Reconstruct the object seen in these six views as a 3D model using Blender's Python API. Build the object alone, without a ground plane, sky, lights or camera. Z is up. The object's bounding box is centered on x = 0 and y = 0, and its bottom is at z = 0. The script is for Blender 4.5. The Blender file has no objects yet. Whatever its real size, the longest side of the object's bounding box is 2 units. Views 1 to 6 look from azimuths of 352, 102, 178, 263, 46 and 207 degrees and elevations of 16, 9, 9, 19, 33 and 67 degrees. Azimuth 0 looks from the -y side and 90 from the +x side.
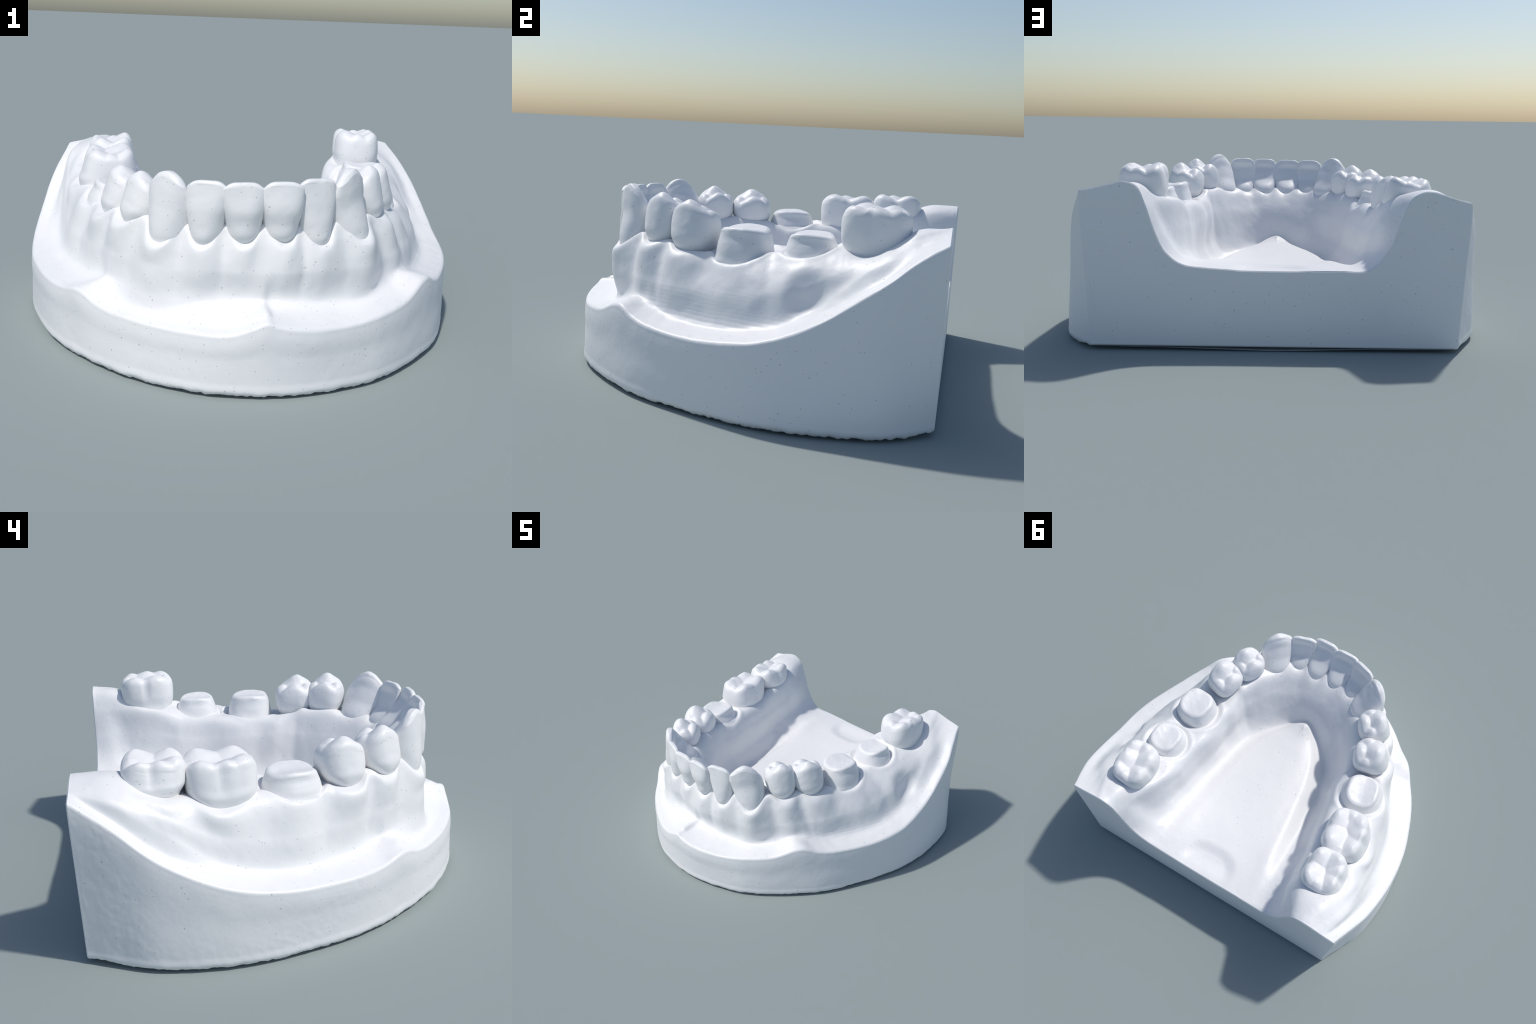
"""Plaster cast of a lower jaw: trimmed base, gum ridge, tongue floor, teeth and prepared stumps."""
import bpy
import numpy as np

rng = np.random.default_rng(7)
LATTICE = rng.random((32, 32, 32))


# ------------------------------------------------------------------ helpers
def noise(p, scale, octaves=3):
    """Smooth value noise in -1..1 on points p (...,3)."""
    out = np.zeros(p.shape[:-1])
    amp, tot = 1.0, 0.0
    for o in range(octaves):
        q = p * scale * 2 ** o + 17.3 * o
        i = np.floor(q).astype(int)
        f = q - i
        f = f * f * (3 - 2 * f)
        v = 0
        for dx in (0, 1):
            for dy in (0, 1):
                for dz in (0, 1):
                    w = ((f[..., 0] if dx else 1 - f[..., 0]) * (f[..., 1] if dy else 1 - f[..., 1])
                         * (f[..., 2] if dz else 1 - f[..., 2]))
                    v = v + w * LATTICE[(i[..., 0] + dx) % 32, (i[..., 1] + dy) % 32, (i[..., 2] + dz) % 32]
        out += amp * (2 * v - 1)
        tot += amp
        amp *= 0.5
    return out / tot


def hermite(knots, vals, x, limit=False):
    """Cubic through (knots, vals); vals (K, D). limit=True keeps it free of overshoot."""
    knots = np.asarray(knots, float)
    v = np.asarray(vals, float)
    if v.ndim == 1:
        v = v[:, None]
    d = np.diff(v, axis=0) / np.diff(knots)[:, None]
    m = np.empty_like(v)
    m[0], m[-1] = d[0], d[-1]
    h = np.diff(knots)[:, None]
    m[1:-1] = (d[:-1] * h[1:] + d[1:] * h[:-1]) / (h[1:] + h[:-1])
    if limit:
        flat = d[:-1] * d[1:] <= 0
        cap = 3 * np.minimum(abs(d[:-1]), abs(d[1:]))
        m[1:-1] = np.where(flat, 0, np.clip(m[1:-1], -cap, cap))
    k = np.clip(np.searchsorted(knots, x, 'right') - 1, 0, len(knots) - 2)
    hh = (knots[k + 1] - knots[k])[:, None]
    t = ((x - knots[k])[:, None]) / hh
    t2, t3 = t * t, t ** 3
    return ((2 * t3 - 3 * t2 + 1) * v[k] + (t3 - 2 * t2 + t) * hh * m[k]
            + (-2 * t3 + 3 * t2) * v[k + 1] + (t3 - t2) * hh * m[k + 1])


def smooth(a, b, x):
    t = np.clip((x - a) / (b - a), 0, 1)
    return t * t * (3 - 2 * t)


def gauss(x, c, w):
    return np.exp(-((x - c) / w) ** 2)


def rear_y(x, z):
    """The trimmed rear plane of the cast."""
    return 0.834 - 0.025 * x + 0.012 * z


# ------------------------------------------------------------------ material
def plaster(name, tint):
    mat = bpy.data.materials.new(name)
    mat.use_nodes = True
    nt = mat.node_tree
    n, l = nt.nodes, nt.links
    bsdf = n["Principled BSDF"]
    bsdf.inputs["Roughness"].default_value = 0.45
    bsdf.inputs["Specular IOR Level"].default_value = 0.5
    tc = n.new("ShaderNodeTexCoord")
    # soft cloudy tone
    cloud = n.new("ShaderNodeTexNoise")
    cloud.inputs["Scale"].default_value = 5.0
    cloud.inputs["Detail"].default_value = 4.0
    l.new(tc.outputs["Object"], cloud.inputs["Vector"])
    ramp = n.new("ShaderNodeValToRGB")
    ramp.color_ramp.elements[0].position = 0.3
    ramp.color_ramp.elements[0].color = (tint[0] * 0.975, tint[1] * 0.98, tint[2] * 0.985, 1)
    ramp.color_ramp.elements[1].position = 0.7
    ramp.color_ramp.elements[1].color = (*tint, 1)
    l.new(cloud.outputs["Fac"], ramp.inputs["Fac"])

    def dots(scale, radius, keep, seed):
        """Sparse round specks: 1 inside a speck."""
        mp = n.new("ShaderNodeMapping")
        mp.inputs["Location"].default_value = (seed, seed * 1.7, seed * 0.6)
        l.new(tc.outputs["Object"], mp.inputs["Vector"])
        vo = n.new("ShaderNodeTexVoronoi")
        vo.inputs["Scale"].default_value = scale
        l.new(mp.outputs["Vector"], vo.inputs["Vector"])
        near = n.new("ShaderNodeMapRange")
        near.inputs["From Min"].default_value = radius
        near.inputs["From Max"].default_value = radius * 0.5
        l.new(vo.outputs["Distance"], near.inputs["Value"])
        sep = n.new("ShaderNodeSeparateColor")
        l.new(vo.outputs["Color"], sep.inputs["Color"])
        pick = n.new("ShaderNodeMath")
        pick.operation = 'GREATER_THAN'
        pick.inputs[1].default_value = keep
        l.new(sep.outputs["Red"], pick.inputs[0])
        where = n.new("ShaderNodeMapRange")            # the front of the cast is pitted most
        where.inputs["From Min"].default_value = -0.75
        where.inputs["From Max"].default_value = -0.2
        where.inputs["To Min"].default_value = keep
        where.inputs["To Max"].default_value = keep + (1 - keep) * 0.62
        pos = n.new("ShaderNodeSeparateXYZ")
        l.new(tc.outputs["Object"], pos.inputs["Vector"])
        l.new(pos.outputs["Y"], where.inputs["Value"])
        l.new(where.outputs["Result"], pick.inputs[1])
        mul = n.new("ShaderNodeMath")
        mul.operation = 'MULTIPLY'
        l.new(near.outputs["Result"], mul.inputs[0])
        l.new(pick.outputs["Value"], mul.inputs[1])
        return mul.outputs["Value"]

    pit_a = dots(50.0, 0.15, 0.50, 3.1)
    pit_b = dots(26.0, 0.11, 0.62, 8.4)
    pits = n.new("ShaderNodeMath")
    pits.operation = 'MAXIMUM'
    l.new(pit_a, pits.inputs[0])
    l.new(pit_b, pits.inputs[1])
    mix = n.new("ShaderNodeMix")
    mix.data_type = 'RGBA'
    fac = n.new("ShaderNodeMath")
    fac.operation = 'MULTIPLY'
    fac.inputs[1].default_value = 0.55
    l.new(pits.outputs["Value"], fac.inputs[0])
    l.new(fac.outputs["Value"], mix.inputs["Factor"])
    l.new(ramp.outputs["Color"], mix.inputs["A"])
    mix.inputs["B"].default_value = (0.27, 0.29, 0.30, 1)
    l.new(mix.outputs["Result"], bsdf.inputs["Base Color"])
    # fine grain and pitting
    grain = n.new("ShaderNodeTexNoise")
    grain.inputs["Scale"].default_value = 55.0
    grain.inputs["Detail"].default_value = 5.0
    l.new(tc.outputs["Object"], grain.inputs["Vector"])
    sub = n.new("ShaderNodeMath")
    sub.operation = 'SUBTRACT'
    l.new(grain.outputs["Fac"], sub.inputs[0])
    l.new(pits.outputs["Value"], sub.inputs[1])
    bump = n.new("ShaderNodeBump")
    bump.inputs["Strength"].default_value = 0.10
    bump.inputs["Distance"].default_value = 0.006
    l.new(sub.outputs["Value"], bump.inputs["Height"])
    l.new(bump.outputs["Normal"], bsdf.inputs["Normal"])
    return mat


PLASTER = plaster("white_plaster", (0.868, 0.87, 0.872))

root = bpy.data.objects.new("dental_cast", None)
bpy.context.scene.collection.objects.link(root)
root["label"] = "white plaster cast of a lower jaw with teeth"
root["category"] = "dental cast"


def add_part(name, verts, faces, normals=None, parent=root):
    me = bpy.data.meshes.new(name)
    me.from_pydata(np.asarray(verts).tolist(), [], faces)
    me.polygons.foreach_set("use_smooth", np.ones(len(me.polygons), bool))
    me.materials.append(PLASTER)
    if normals is not None:
        me.normals_split_custom_set_from_vertices(np.asarray(normals).tolist())
    ob = bpy.data.objects.new(name, me)
    bpy.context.scene.collection.objects.link(ob)
    ob.parent = parent
    return ob


# ------------------------------------------------------------------ the arch
# Guide curves round the arch, one point per station: rear right, behind molar,
# molar, molar, stump, premolar, premolar, canine, four incisors, canine,
# premolar, premolar, stump, stump, molar, behind molar, rear left.
NS = 20
BOTTOM = [(-.840, .855), (-.897, .73), (-.966, .56), (-.993, .30), (-.955, .05), (-.852, -.245), (-.708, -.468),
          (-.527, -.658), (-.303, -.800), (-.13, -.849), (.06, -.855), (.264, -.806), (.458, -.710), (.675, -.505),
          (.82, -.295), (.953, .05), (.992, .32), (.957, .60), (.885, .74), (.828, .813)]
RIM_S = [0, 1, 2, 3, 4, 5, 5.5, 5.92, 6.3, 7, 8, 9, 9.3, 9.52, 9.75, 10, 11, 12, 12.6, 13, 13.4, 14, 15, 16, 17, 18, 19]
RIM = [(-.862, .863, .680), (-.912, .70, .572), (-.950, .53, .442), (-.972, .29, .333), (-.945, .03, .290),
       (-.845, -.25, .277), (-.785, -.35, .280), (-.716, -.453, .300), (-.64, -.53, .265), (-.52, -.645, .252),
       (-.30, -.785, .246), (-.13, -.842, .262), (-.075, -.850, .285), (-.033, -.855, .303), (.005, -.855, .292),
       (.06, -.853, .280), (.25, -.802, .268), (.45, -.692, .280), (.57, -.59, .305), (.667, -.485, .352),
       (.73, -.40, .320), (.80, -.28, .299), (.93, .03, .304), (.955, .29, .368), (.93, .56, .535),
       (.885, .71, .648), (.85, .82, .715)]
FOOT = [(-.79, .862, .70), (-.85, .70, .650), (-.872, .54, .545), (-.872, .29, .375), (-.83, .02, .315),
        (-.72, -.225, .310), (-.61, -.40, .330), (-.463, -.615, .330), (-.265, -.672, .322), (-.115, -.686, .325),
        (.045, -.70, .325), (.195, -.67, .315), (.395, -.605, .315), (.575, -.435, .37), (.69, -.26, .335),
        (.82, .03, .335), (.85, .29, .41), (.83, .54, .60), (.79, .70, .68), (.77, .823, .735)]
WALL = [(-.745, .861, .715), (-.80, .70, .683), (-.838, .54, .60), (-.835, .29, .47), (-.79, .01, .435),
        (-.69, -.24, .435), (-.595, -.41, .44), (-.447, -.603, .44), (-.266, -.684, .45), (-.115, -.708, .45),
        (.05, -.722, .45), (.202, -.692, .45), (.398, -.615, .45), (.55, -.435, .45), (.655, -.26, .45),
        (.765, .02, .455), (.805, .29, .525), (.77, .54, .635), (.745, .70, .71), (.71, .825, .75)]
MARGIN_OUT = [(-.695, .86, .727), (-.72, .70, .715), (-.775, .54, .640), (-.795, .29, .565), (-.73, 0, .562),
              (-.662, -.26, .56), (-.572, -.435, .568), (-.425, -.605, .53), (-.260, -.668, .54), (-.10, -.694, .548),
              (.05, -.696, .55), (.196, -.668, .54), (.374, -.608, .545), (.50, -.435, .585), (.585, -.258, .575),
              (.665, .01, .562), (.69, .285, .603), (.715, .53, .635), (.69, .70, .735), (.65, .827, .759)]
CREST = [(-.655, .858, .725), (-.65, .70, .710), (-.64, .541, .62), (-.637, .287, .56), (-.585, -.009, .55),
         (-.54, -.22, .56), (-.47, -.40, .57), (-.355, -.53, .56), (-.238, -.61, .57), (-.10, -.62, .57),
         (.036, -.618, .57), (.168, -.61, .57), (.308, -.53, .57), (.41, -.37, .59), (.485, -.22, .57),
         (.536, .009, .55), (.573, .289, .59), (.592, .53, .63), (.60, .70, .735), (.60, .828, .737)]
MARGIN_IN = [(-.60, .857, .690), (-.56, .70, .685), (-.525, .56, .645), (-.505, .31, .59), (-.475, .02, .585),
             (-.445, -.195, .605), (-.385, -.355, .60), (-.30, -.46, .595), (-.215, -.53, .592), (-.10, -.548, .59),
             (.015, -.542, .588), (.13, -.54, .594), (.245, -.45, .607), (.335, -.29, .63), (.375, -.175, .612),
             (.395, .03, .595), (.430, .31, .605), (.460, .51, .655), (.53, .70, .665), (.565, .828, .66)]
TONGUE_UP = [(-.555, .855, .59), (-.495, .70, .58), (-.485, .56, .52), (-.455, .31, .49), (-.42, .03, .49),
             (-.385, -.17, .50), (-.325, -.31, .50), (-.26, -.40, .515), (-.18, -.455, .525), (-.09, -.470, .535),
             (.01, -.470, .535), (.11, -.46, .525), (.21, -.38, .52), (.295, -.255, .52), (.330, -.140, .525),
             (.345, .04, .52), (.395, .31, .51), (.425, .51, .54), (.48, .70, .54), (.525, .828, .54)]
TONGUE_LOW = [(-.50, .852, .45), (-.465, .70, .43), (-.45, .55, .395), (-.425, .31, .35), (-.39, .04, .34),
              (-.35, -.145, .345), (-.285, -.28, .36), (-.21, -.352, .412), (-.135, -.392, .437), (-.07, -.406, .45),
              (0, -.406, .45), (.075, -.392, .437), (.165, -.337, .405), (.26, -.232, .36), (.32, -.125, .345),
              (.35, .05, .345), (.38, .31, .36), (.40, .50, .40), (.42, .69, .435), (.47, .829, .44)]
SULCUS = [(-.41, .849, .372), (-.375, .69, .372), (-.36, .54, .340), (-.345, .31, .280), (-.320, .06, .256),
          (-.28, -.11, .258), (-.225, -.225, .272), (-.163, -.298, .298), (-.10, -.345, .325), (-.055, -.364, .350),
          (-.02, -.364, .350), (.035, -.345, .325), (.11, -.287, .298), (.19, -.20, .278), (.25, -.095, .268),
          (.288, .065, .272), (.322, .315, .305), (.338, .51, .355), (.355, .69, .387), (.39, .83, .390)]
FLOOR_EDGE = [(-.30, .85, .370), (-.285, .69, .372), (-.275, .54, .364), (-.262, .31, .328), (-.238, .06, .313),
              (-.203, -.10, .311), (-.160, -.205, .314), (-.115, -.272, .325), (-.078, -.322, .346), (-.05, -.344, .358),
              (-.026, -.344, .358), (.014, -.322, .346), (.066, -.265, .325), (.125, -.180, .316), (.17, -.08, .312),
              (.208, .06, .314), (.24, .31, .330), (.26, .53, .366), (.275, .69, .378), (.30, .83, .379)]
MIDLINE_Y = [.84, .69, .54, .31, .07, -.08, -.17, -.24, -.29, -.315]
MIDLINE_Z = [.370, .366, .352, .334, .326, .325, .329, .336, .348, .359]

# extra height of the gum between neighbouring teeth (papillae): station, outer, crest, inner, spread
PAPILLA = [(2.5, .02, .02, .01, .25), (3.5, .03, .03, .01, .35), (4.5, .01, .01, .0, .3), (5.5, .03, .035, .010, .24),
           (6.5, .055, .04, .010, .26), (7.5, .063, .055, .012, .27), (8.5, .058, .05, .010, .27), (9.5, .064, .055, .012, .27),
           (10.5, .060, .05, .010, .27), (11.5, .070, .06, .010, .27), (12.5, .045, .03, .010, .26), (13.5, .015, .025, .008, .24),
           (14.5, .01, .015, .0, .3), (15.5, .025, .022, .01, .35), (16.5, .03, .045, .005, .28)]

N_S = 1201
S = np.linspace(0, NS - 1, N_S)
st = np.arange(NS)
bottom = np.c_[hermite(st, BOTTOM, S), np.zeros(N_S)]
rim = hermite(RIM_S, RIM, S)
curves = {k: hermite(st, v, S) for k, v in dict(
    foot=FOOT, wall=WALL, m_out=MARGIN_OUT, crest=CREST, m_in=MARGIN_IN, t_up=TONGUE_UP, t_low=TONGUE_LOW,
    sulcus=SULCUS, f_edge=FLOOR_EDGE).items()}
for s0, po, pc, pi, pw in PAPILLA:
    w = np.exp(-abs((S - s0) / pw) ** 2.4)
    pull = .34 * w[:, None] if 6 < s0 < 13 else .25 * w[:, None]
    curves['m_out'][:, :2] += pull * (curves['crest'][:, :2] - curves['m_out'][:, :2])
    curves['m_out'][:, 2] += po * w
    curves['crest'][:, 2] += pc * w
    curves['m_in'][:, 2] += pi * w
sym = np.minimum(S, NS - 1 - S)
mid = np.c_[np.full(N_S, -.04), hermite(np.arange(11), MIDLINE_Y + [MIDLINE_Y[-1]], sym)[:, 0],
            hermite(np.arange(11), MIDLINE_Z + [MIDLINE_Z[-1]], sym)[:, 0]]
mid[:, 0] = -.04 + .04 * smooth(0, .84, mid[:, 1])


ends = np.minimum(S, NS - 1 - S)
near_end = 1 - smooth(0, 1.6, ends)           # 1 at the rear corners


def inward(c, d, dz):
    """Curve c moved d towards the tooth crest in plan, dz in height."""
    v = curves['crest'][:, :2] - c[:, :2]
    v /= np.linalg.norm(v, axis=1)[:, None]
    out = c.copy()
    out[:, :2] += np.broadcast_to(d, N_S)[:, None] * v
    out[:, 2] += dz
    return out


ragged = noise(np.c_[bottom[:, :2], np.zeros(N_S)], 22, 3)
ragged2 = noise(np.c_[bottom[:, :2], np.ones(N_S)], 60, 2)
b_in = inward(bottom, .008, 0)
b_in[:, 2] = np.clip(.008 + .012 * near_end + .004 * ragged + .005 * ragged2, 0, None)
b_out = inward(bottom, -.006 * (1 - near_end), 0)
b_out[:, 2] = .022 + .008 * near_end + .006 * ragged
w_low = inward(bottom, -.007 * (1 - near_end), 0)
w_low[:, 2] = .06
wall_top = inward(rim, -.018 + .010 * near_end, -.020)
wall_mid = .5 * (w_low + wall_top)
under = mid.copy()
under[:, 2] = .0
under_in = .5 * (under + b_in)
under_in[:, 2] = .010
f_edge = curves['f_edge']
f_in = .78 * f_edge + .22 * mid
f_in[:, 2] = .5 * f_edge[:, 2] + .5 * mid[:, 2]
near_mid = .82 * mid + .18 * f_edge
near_mid[:, 2] = mid[:, 2]

GUIDES = [under, under_in, inward(b_in, .02, -.001), b_in, b_out, w_low, wall_mid, wall_top,
          inward(rim, -.016 + .010 * near_end, -.006), inward(rim, -.008 + .008 * near_end, .002), inward(rim, .008 + .004 * near_end, .006), inward(rim, .040, .012),
          curves['foot'], curves['wall'], curves['m_out'], curves['crest'], curves['m_in'], curves['t_up'],
          curves['t_low'], curves['sulcus'], f_edge, f_in, near_mid, mid]
I_FOOT, I_WALL, I_OUT, I_CREST, I_IN, I_SULCUS = 12, 13, 14, 15, 16, 19
for g in GUIDES:
    g[0, 1] = rear_y(g[0, 0], g[0, 2])
    g[-1, 1] = rear_y(g[-1, 0], g[-1, 2])
G = np.array(GUIDES)                                # guide, station, xyz
gaps = np.linalg.norm(np.diff(G, axis=0), axis=2).mean(1)
knots = np.r_[0, np.cumsum(np.sqrt(gaps * gaps + 1e-5))]
per_gap = np.maximum(3, np.round(gaps / .0052)).astype(int)
per_gap[0], per_gap[1] = 10, 10
t_list, row_of = [], []
for k in range(len(G) - 1):
    row_of.append(len(t_list))
    t_list += list(np.linspace(knots[k], knots[k + 1], per_gap[k], endpoint=False))
row_of.append(len(t_list))
t_list.append(knots[-1])
T = np.array(t_list)
N_T = len(T)
P = hermite(knots, G.reshape(len(G), -1), T).reshape(N_T, N_S, 3)
tg = np.interp(T, knots, np.arange(len(G)))         # guide coordinate of every row
TG, SS = np.meshgrid(tg, S, indexing='ij')


def normals_of(P):
    d_t = np.gradient(P, axis=0)
    d_s = np.gradient(P, axis=1)
    n = np.cross(d_s, d_t)
    return n / (np.linalg.norm(n, axis=2)[..., None] + 1e-12)


Nrm = normals_of(P)
sign = np.sign(Nrm[row_of[8], N_S // 2] @ np.array([0, -1, 1.]))
Nrm *= sign

# --- relief of the gum: root bulges, grooves, folds, dents
amp = np.zeros((N_T, N_S))
out_zone = smooth(I_FOOT - .1, I_FOOT + .8, TG) * (1 - smooth(I_OUT - .35, I_OUT + .1, TG))
for s0, a, w in [(2, .006, .3), (3, .008, .3), (4, .010, .3), (5, .010, .25), (6, .012, .22), (7, .022, .25),
                 (8, .016, .25), (9, .014, .25), (10, .014, .25), (11, .018, .25), (7.5, -.014, .15), (8.5, -.012, .15), (10.5, -.012, .15), (12, .026, .26), (13, .016, .22),
                 (14, .014, .25), (15, .008, .3), (16, .010, .25), (4.5, -.012, .15), (5.5, -.012, .15),
                 (6.45, -.012, .16), (11.5, -.010, .15), (12.6, -.022, .18), (13.5, -.012, .15), (14.55, -.012, .2),
                 (15.5, -.012, .15)]:
    amp += .6 * a * gauss(SS, s0, w) * out_zone
in_zone = smooth(I_IN, I_IN + .7, TG) * (1 - smooth(I_SULCUS - .9, I_SULCUS - .1, TG))
for s0, a, w in [(2.0, .010, .25), (2.6, -.006, .2), (3.1, .008, .25), (4.1, .012, .3), (4.7, -.008, .2),
                 (7, .004, .3), (12.6, .006, .3), (13.6, -.010, .25), (14.3, .012, .25), (14.8, -.008, .2),
                 (15.3, .012, .25), (15.8, -.006, .2), (16.4, .010, .3), (17.95, -.024, .38)]:
    amp += .6 * a * gauss(SS, s0, w) * in_zone


def dent(c, r, depth, soft=1.6):
    d = np.linalg.norm(P - np.array(c), axis=2) / r
    return -depth * np.exp(-d ** (2 * soft))


amp += dent((.785, .325, .475), .085, .028, 2.2)
amp += dent((.715, .09, .44), .06, .012)
amp += dent((.63, -.14, .47), .06, .010)
amp += dent((-.74, .12, .44), .07, .008)
amp += dent((-.80, .33, .50), .06, .006)
# muscle folds that run from the gum wall down to the rim
fold_zone = smooth(I_FOOT - 1.6, I_FOOT - .6, TG) * (1 - smooth(I_FOOT + .2, I_WALL + .2, TG))
for s0, a, wl, wr in [(5.95, .012, .15, .22), (9.52, .014, .45, .14), (12.98, .003, .25, .14)]:
    w = np.where(SS < s0, wl, wr)
    amp += a * np.exp(-((SS - s0) / w) ** 2) * fold_zone
# faint layer lines low on the gum wall
band = smooth(I_FOOT - .5, I_FOOT + .2, TG) * (1 - smooth(I_WALL - .3, I_WALL + .2, TG)) * gauss(SS, 14.7, 1.2)
amp += .0007 * band * np.sin(P[..., 2] * 2 * np.pi / .016 + 3 * noise(P, 6, 1))
# general unevenness of the poured plaster
above = smooth(7.5, 10, TG)
amp += (.005 * noise(P, 7, 3) + .0007 * noise(P, 30, 2)) * above * (1 - .6 * smooth(I_SULCUS, I_SULCUS + 1, TG))
amp += (.0012 * noise(P, 14, 3)) * (1 - above) * smooth(3.5, 5, TG)
right_side = smooth(.5, .8, -P[..., 0]) * (1 - above) * smooth(3.5, 5, TG)
amp += .0008 * noise(P, 42, 2) * right_side * smooth(-.1, .3, noise(P + 5, 4, 1))
edge_fade = smooth(0, .12, np.minimum(SS, NS - 1 - SS))
P = P + Nrm * (amp * edge_fade)[..., None]

# moats round the prepared stumps and a slight collar round every tooth neck
STUMP_SITES = [(-.585, -.005, .128, .118), (.536, .009, .122, .112), (.573, .289, .112, .106)]
for cx, cy, rx, ry in STUMP_SITES:
    d = np.hypot((P[..., 0] - cx) / rx, (P[..., 1] - cy) / ry)
    zone = smooth(I_OUT - .8, I_OUT - .2, TG) * (1 - smooth(I_IN + .2, I_IN + .8, TG))
    P[..., 2] += zone * (-.008 * gauss(d, 1.02, .13) + .006 * gauss(d, 1.30, .14))
# shallow thumb print on the tongue floor by the rear edge
d = (abs((P[..., 0] - .02) / .18) ** 3 + abs((P[..., 1] - .84) / .21) ** 3) ** (1 / 3)
P[..., 2] -= .016 * (1 - smooth(.66, 1.04, d)) * smooth(I_SULCUS, I_SULCUS + .5, TG) * (1 - .8 * smooth(.72, .83, P[..., 1]))

P[..., 2] = np.maximum(P[..., 2], 0)
# --- faces: rows run underside -> wall -> gum -> floor; midline rows are shared by both sides
ids = np.arange(N_T * N_S).reshape(N_T, N_S)
for r in (0, N_T - 1):
    half = N_S // 2
    ids[r, half + 1:] = ids[r, :half][::-1]
    P[r, half + 1:] = P[r, :half][::-1]
flat = P.reshape(-1, 3)
q = np.stack([ids[:-1, :-1], ids[:-1, 1:], ids[1:, 1:], ids[1:, :-1]], -1)
if sign < 0:
    q = q[..., ::-1]
fn = np.cross(flat[q[..., 2]] - flat[q[..., 0]], flat[q[..., 3]] - flat[q[..., 1]])
vn = np.zeros_like(flat)
for k in range(4):
    np.add.at(vn, q[..., k].ravel(), fn.reshape(-1, 3))
vn /= np.linalg.norm(vn, axis=1)[:, None] + 1e-15


def section(name, r0, r1, extra=None):
    f = q[r0:r1].reshape(-1, 4)
    used, inv = np.unique(f, return_inverse=True)
    faces = inv.reshape(-1, 4)
    verts, nor = flat[used], vn[used]
    faces = [tuple(dict.fromkeys(a)) for a in faces.tolist()]
    faces = [a for a in faces if len(a) > 2]
    if extra:
        ev, ef, en = extra
        off = len(verts)
        verts = np.vstack([verts, ev])
        nor = np.vstack([nor, en])
        faces += [tuple(i + off for i in a) for a in ef]
    return add_part(name, verts, faces, nor)


# trimmed rear face with a narrow chamfer
left, right = P[:, 0], P[:, -1]
ring = np.vstack([left[row_of[2]:], right[row_of[2]:-1][::-1]])
xz = ring[:, [0, 2]]
tan = np.roll(xz, -1, 0) - np.roll(xz, 1, 0)
nn = np.c_[tan[:, 1], -tan[:, 0]]
nn /= np.linalg.norm(nn, axis=1)[:, None] + 1e-9
area = .5 * np.sum(xz[:, 0] * np.roll(xz[:, 1], -1) - np.roll(xz[:, 0], -1) * xz[:, 1])
nn *= -1 if area > 0 else 1
rag = noise(ring, 45, 3)
inset = ring.copy()
inset[:, [0, 2]] += nn * (.005 + .002 * rag)[:, None]
inset[:, 1] = rear_y(inset[:, 0], inset[:, 2]) + .005
K = len(ring)
rn = np.array([.025, 1, -.012])
rn /= np.linalg.norm(rn)
core = inset.copy()                                  # the flat face is filled in strips down to one level line
core[:, 0] = np.clip(core[:, 0], -.79, .79)
core[:, 2] = .15
core[:, 1] = rear_y(core[:, 0], core[:, 2]) + .005
ev = np.vstack([ring, inset, inset, core])
o3 = -np.c_[nn[:, 0], np.zeros(K), nn[:, 1]]
soft = (o3 + rn) / np.linalg.norm(o3 + rn, axis=1)[:, None]
en = np.vstack([soft, soft, np.tile(rn, (2 * K, 1))])
strip = [(i, (i + 1) % K, K + (i + 1) % K, K + i) for i in range(K)]
cap = [(2 * K + i, 2 * K + (i + 1) % K, 3 * K + (i + 1) % K, 3 * K + i) for i in range(K)]
v0 = np.cross(ev[strip[5][1]] - ev[strip[5][0]], ev[strip[5][2]] - ev[strip[5][0]])
if v0 @ (o3[5] + rn) < 0:
    strip = [a[::-1] for a in strip]
cv = np.cross(ev[cap[K // 2][1]] - ev[cap[K // 2][0]], ev[cap[K // 2][2]] - ev[cap[K // 2][0]])
if cv @ rn < 0:
    cap = [a[::-1] for a in cap]
section("plaster_base", 0, row_of[I_FOOT], (ev, strip + cap, en))
section("gum", row_of[I_FOOT], row_of[I_SULCUS])
section("tongue_floor", row_of[I_SULCUS], N_T - 1)


# ------------------------------------------------------------------ teeth
def smax(layers, k):
    m = np.max(layers, axis=0)
    return m + k * np.log(sum(np.exp((a - m) / k) for a in layers))


def cusped(u, v, cusps, slope, k, jit, blunt=.008):
    cusps = [(cu + a, cv + b, h + c) for (cu, cv, h), (a, b, c) in zip(cusps, jit)]
    return smax([h - slope * (np.sqrt((u - cu) ** 2 + (v - cv) ** 2 + blunt) - blunt ** .5) for cu, cv, h in cusps], k)


CLAMP = {'premolar': .70, 'molar': .84}


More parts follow.
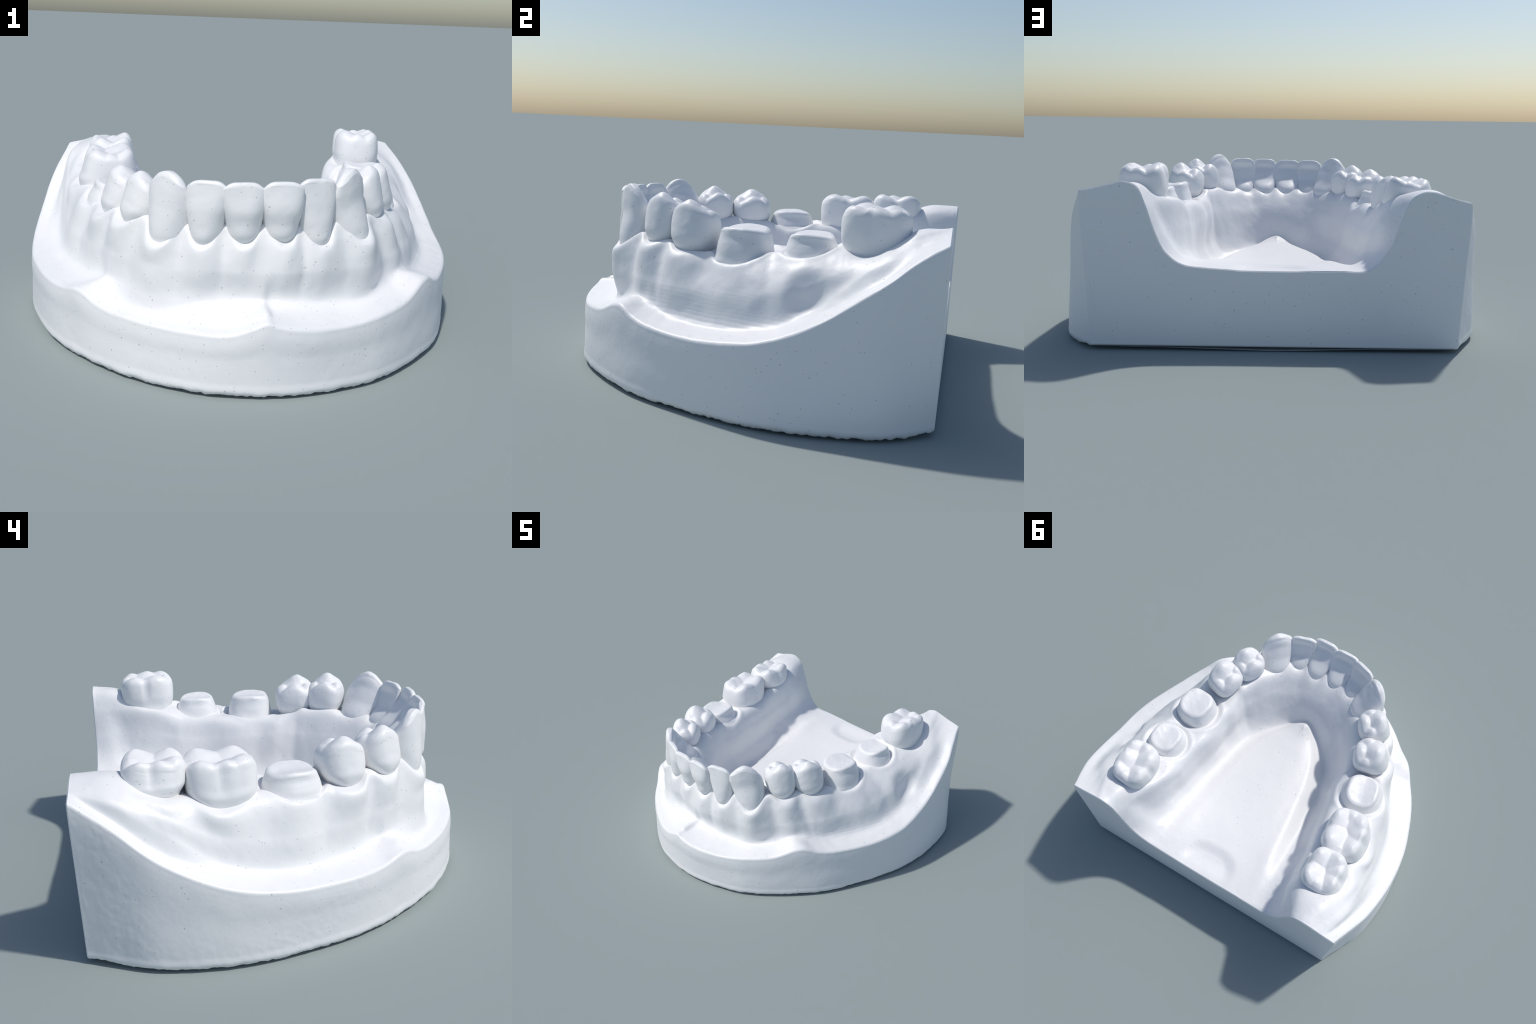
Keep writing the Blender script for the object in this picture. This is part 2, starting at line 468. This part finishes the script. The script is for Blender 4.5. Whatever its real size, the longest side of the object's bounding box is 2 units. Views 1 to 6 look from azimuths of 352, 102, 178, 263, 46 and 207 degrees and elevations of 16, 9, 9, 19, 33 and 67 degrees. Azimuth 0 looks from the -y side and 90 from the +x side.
def relief(kind, u, v, jit):
    """Height of the biting surface relative to its highest level, u along the arch, v outward."""
    if kind in CLAMP:                                   # outside the cusp ring the height stays level
        f = np.minimum(1, CLAMP[kind] / (np.hypot(u, v) + 1e-9))
        u, v = u * f, v * f
    if kind == 'incisor':
        return -.012 * abs(u) ** 4
    if kind == 'canine':
        return -.058 * (np.sqrt((u - .06) ** 2 + .22) - .469)
    if kind == 'premolar':                             # high cheek cusp, low tongue cusps, groove between
        h = cusped(u, v, [(0, .46, .004), (-.04, -.56, -.026), (-.68, -.12, -.034), (.68, -.12, -.036)],
                   .092, .004, .6 * jit, .07)
        return np.maximum(h, -.060)
    if kind == 'molar':
        h = cusped(u, v, [(-.50, .66, .0), (.10, .66, -.002), (.58, .50, -.004), (-.46, -.66, .002), (.46, -.64, .0),
                          (-.82, 0, -.012), (.82, 0, -.015)], .054, .0016, 1.3 * jit)
        return np.maximum(h, -.042)
    # prepared stump: two flat facets meeting in a shallow valley
    return -.012 + .018 * np.sqrt((v - .05) ** 2 + .06) - .004 * u * u


PROFILE = {  # height fraction: half width, outer reach, inner reach (fractions of width, depth, depth), squareness
    'incisor': dict(h=[-.5, 0, .12, .3, .55, .8, 1],
                    a=[.24, .32, .38, .43, .475, .495, .475], n=[2.0, 2.1, 2.1, 2.2, 2.5, 2.8, 3.0]),
    'canine': dict(h=[-.5, 0, .12, .3, .55, .8, 1],
                   a=[.28, .39, .435, .47, .495, .50, .44], n=[2.0, 2.1, 2.1, 2.2, 2.3, 2.3, 2.3]),
    'premolar': dict(h=[-.5, 0, .15, .35, .6, .85, 1],
                     a=[.22, .29, .36, .44, .49, .50, .50], n=[2.0, 2.1, 2.3, 2.5, 2.6, 2.6, 2.6]),
    'molar': dict(h=[-.5, 0, .15, .35, .6, .85, 1],
                  a=[.34, .41, .445, .48, .497, .50, .50], n=[2.2, 2.4, 2.6, 2.8, 3.0, 3.0, 2.9]),
    'stump': dict(h=[-.5, -.15, 0, .15, .5, .85, 1],
                  a=[.60, .57, .53, .475, .435, .405, .385], n=[2.2, 2.3, 2.4, 2.4, 2.5, 2.6, 2.6]),
}
CAP = {'incisor': (.55, .012), 'canine': (.6, .02), 'premolar': (.38, .046), 'molar': (.26, .036), 'stump': (.20, .020)}
N_TH = 168


def build_tooth(name, kind, neck, tip, z, width, outer, inner, turn=0.0):
    """neck, tip: plan centres; z: (neck, top); outer/inner: reach from the neck centre by height fraction."""
    neck, tip = np.array(neck), np.array(tip)
    k = np.argmin(np.linalg.norm(curves['crest'][:, :2] - neck, axis=1))
    k0, k1 = max(0, k - 25), min(N_S - 1, k + 25)
    m = curves['crest'][k1, :2] - curves['crest'][k0, :2]
    m = m / np.linalg.norm(m)
    c, s_ = np.cos(turn), np.sin(turn)
    m = np.array([c * m[0] - s_ * m[1], s_ * m[0] + c * m[1]])
    b = np.array([m[1], -m[0]])                        # outward (arch runs right rear -> front -> left rear)
    pr = PROFILE[kind]
    jit = rng.uniform(-1, 1, (8, 3)) * np.array([.09, .07, .005])
    th = np.linspace(0, 2 * np.pi, N_TH, endpoint=False)
    cs, sn = np.cos(th), np.sin(th)
    shift = tip - neck
    sm, sb = shift @ m, shift @ b
    delta, drop = CAP[kind]
    zn, zt = z

    def level(h):
        a = width * hermite(pr['h'], pr['a'], np.array([h]), True)[0, 0]
        n = hermite(pr['h'], pr['n'], np.array([h]), True)[0, 0]
        hb = np.array([-.5, 0, .15, .35, .6, .85, 1])
        bo = hermite(hb, outer, np.array([h]), True)[0, 0]
        li = hermite(hb, inner, np.array([h]), True)[0, 0]
        ux = np.sign(cs) * abs(cs) ** (2 / n)
        vy = np.sign(sn) * abs(sn) ** (2 / n)
        return a, .5 * (bo - li), .5 * (bo + li), ux, vy, sm * np.clip(h, 0, 1)

    rows = []
    a1, hb1, mb1, ux1, vy1, off1 = level(1.0)
    z_edge = zt + relief(kind, ux1, vy1, jit) - drop
    for h in np.linspace(-.5, 1, 62):
        a, hb, mb, ux, vy, off = level(h)
        zz = zn + h * (z_edge - zn) if h >= 0 else np.full(N_TH, zn + h * (zt - zn))
        uu, vv = a * ux + off, hb * vy + mb
        if kind == 'molar':                            # grooves down the cheek and tongue faces
            g = smooth(.25, 1, h)
            vv = vv - .009 * g * gauss(ux, -.1, .13) * (sn > 0) + .008 * g * gauss(ux, 0, .13) * (sn < 0)
        if kind in ('incisor', 'canine'):              # hollow tongue side between two marginal ridges
            hollow = smooth(.30, .58, h) * (1 - smooth(.80, 1, h))
            vv = vv + (.030 if kind == 'incisor' else .016) * hollow * (1 - abs(ux) ** 3) * smooth(0, .5, -sn)
        rows.append(np.c_[neck[0] + m[0] * uu + b[0] * vv, neck[1] + m[1] * uu + b[1] * vv, zz])
    for ph in np.linspace(0, np.pi / 2, 16)[1:]:
        r, dz = 1 - delta * (1 - np.cos(ph)), drop * (1 - np.sin(ph))
        if kind in ('incisor', 'canine'):              # worn biting edge: a bevel rather than a round
            r, dz = 1 - delta * ph / (np.pi / 2), drop * (1 - ph / (np.pi / 2)) ** 2
        zz = zt + relief(kind, r * ux1, r * vy1, jit) - dz
        g = 1.0 if kind == 'molar' else 0.0
        vv = hb1 * r * vy1 + mb1 - g * r ** 3 * (.009 * gauss(ux1, -.1, .13) * (sn > 0) - .008 * gauss(ux1, 0, .13) * (sn < 0))
        uu = a1 * r * ux1 + off1
        rows.append(np.c_[neck[0] + m[0] * uu + b[0] * vv, neck[1] + m[1] * uu + b[1] * vv, zz])
    for r in np.linspace(1 - delta, 0, 26)[1:]:
        zz = zt + relief(kind, r * ux1, r * vy1, jit)
        uu, vv = a1 * r * ux1 + off1, hb1 * r * vy1 + mb1
        rows.append(np.c_[neck[0] + m[0] * uu + b[0] * vv, neck[1] + m[1] * uu + b[1] * vv, zz])
    Q = np.array(rows)
    if kind not in ('incisor', 'canine'):              # blend the sides into the biting table
        for _ in range(14):
            Q[48:76] = .5 * Q[48:76] + .25 * (Q[47:75] + Q[49:77])
    nq = np.cross(np.roll(Q, -1, 1) - np.roll(Q, 1, 1), np.gradient(Q, axis=0))
    nq /= np.linalg.norm(nq, axis=2)[..., None] + 1e-12
    top = np.zeros(len(Q))
    top[62:] = 1
    a = .0022 * noise(Q, 14, 2) + .0005 * noise(Q, 48, 2) + .0022 * noise(Q + 3, 22, 2) * top[:, None]
    fade = np.ones(len(Q))
    fade[-8:] = np.linspace(1, 0, 8)
    Q = Q + nq * (a * fade[:, None])[..., None]
    R = len(Q)
    verts = np.vstack([Q[:-1].reshape(-1, 3), Q[-1].mean(0)[None]])
    idx = np.arange((R - 1) * N_TH).reshape(R - 1, N_TH)
    nx = np.roll(idx, -1, 1)
    faces = np.stack([idx[:-1], nx[:-1], nx[1:], idx[1:]], -1).reshape(-1, 4).tolist()
    top = len(verts) - 1
    faces += [(int(idx[-1, i]), int(nx[-1, i]), top) for i in range(N_TH)]
    faces.append(tuple(int(i) for i in idx[0][::-1]))
    # arch direction m, outward b: keep faces outward
    f = faces[N_TH * 30 + 10]
    fnn = np.cross(verts[f[1]] - verts[f[0]], verts[f[2]] - verts[f[0]])
    if fnn[:2] @ (verts[f[0]][:2] - neck) < 0:
        faces = [tuple(x[::-1]) for x in faces]
    return add_part(name, verts, faces)


def blade(neck, tip, z, width, kind, half, edge=.014, turn=0.0):
    """Incisor or canine: deep at the neck, thin edge carried over the outer side, hollow inner face."""
    k = np.argmin(np.linalg.norm(curves['crest'][:, :2] - np.array(neck), axis=1))
    m = curves['crest'][min(N_S - 1, k + 25), :2] - curves['crest'][k - 25, :2]
    m /= np.linalg.norm(m)
    t = (np.array(tip) - neck) @ np.array([m[1], -m[0]])
    outer = [half * .8, half, half + .35 * (t + edge - half) + .012, half + .6 * (t + edge - half) + .012,
             t + edge + .010, t + edge + .004, t + edge]
    if kind == 'canine':
        e = t - edge
        inner = [-half * .9, -half, -half - .004, -half * .96, .35 * e - .65 * half, .72 * e - .28 * half, e]
        build_tooth(kind, kind, neck, tip, z, width, outer, inner, turn)
        return
    inner = [-half * .9, -half, -half - .008, -half * .86, .35 * (t - edge) - .40 * half - .008,
             .78 * (t - edge) - .10 * half - .010, t - edge]
    build_tooth(kind, kind, neck, tip, z, width, outer, inner, turn)


def block(kind, neck, tip, z, width, half_out, half_in, top_out, top_in, name=None, turn=0.0):
    """Premolar, molar or stump: reach at the neck and at the biting table, with a belly between."""
    belly = .010 if kind == 'molar' else .016
    if kind == 'stump':
        o = [half_out * 1.05, half_out, half_out * .96, half_out * .92, .4 * half_out + .6 * top_out, top_out * 1.02, top_out]
        i = [half_in * 1.05, half_in, half_in * .96, half_in * .92, .4 * half_in + .6 * top_in, top_in * 1.02, top_in]
    else:
        o = [half_out * .8, half_out, half_out + belly * .7, half_out + belly, .45 * half_out + .55 * top_out + belly * .8, .15 * half_out + .85 * top_out + belly * .4, top_out]
        i = [half_in * .8, half_in, half_in + belly * .7, half_in + belly, .45 * half_in + .55 * top_in + belly * .8, .15 * half_in + .85 * top_in + belly * .4, top_in]
    build_tooth(name or kind, kind, neck, tip, z, width, o, [-x for x in i], turn)


blade((-.240, -.605), (-.244, -.670), (.535, .782), .158, 'incisor', .066)
blade((-.101, -.620), (-.112, -.702), (.545, .782), .158, 'incisor', .066)
blade((.036, -.618), (.033, -.706), (.545, .786), .158, 'incisor', .066)
blade((.170, -.610), (.166, -.660), (.535, .792), .158, 'incisor', .066)
blade((-.358, -.527), (-.384, -.585), (.525, .802), .192, 'canine', .100, .026)
blade((.312, -.526), (.306, -.580), (.535, .818), .196, 'canine', .102, .026)

block('premolar', (-.465, -.400), (-.450, -.405), (.565, .768), .186, .084, .070, .072, .095)
block('premolar', (-.538, -.222), (-.525, -.225), (.555, .757), .202, .092, .080, .078, .108)
block('premolar', (.408, -.372), (.395, -.378), (.580, .797), .184, .080, .068, .072, .092)
block('premolar', (.484, -.220), (.465, -.225), (.570, .782), .200, .084, .074, .075, .100)

block('molar', (-.640, .545), (-.640, .545), (.630, .770), .255, .110, .112, .095, .112)
block('molar', (-.642, .285), (-.637, .287), (.555, .752), .290, .122, .125, .102, .125)
block('molar', (.600, .543), (.600, .543), (.625, .824), .270, .106, .088, .112, .100)

block('stump', (-.588, -.009), (-.585, -.009), (.552, .654), .268, .134, .128, .096, .092, 'tooth_stump')
block('stump', (.538, .009), (.536, .009), (.556, .692), .258, .129, .123, .094, .090, 'tooth_stump')
block('stump', (.575, .289), (.573, .289), (.590, .692), .236, .120, .114, .088, .084, 'tooth_stump')
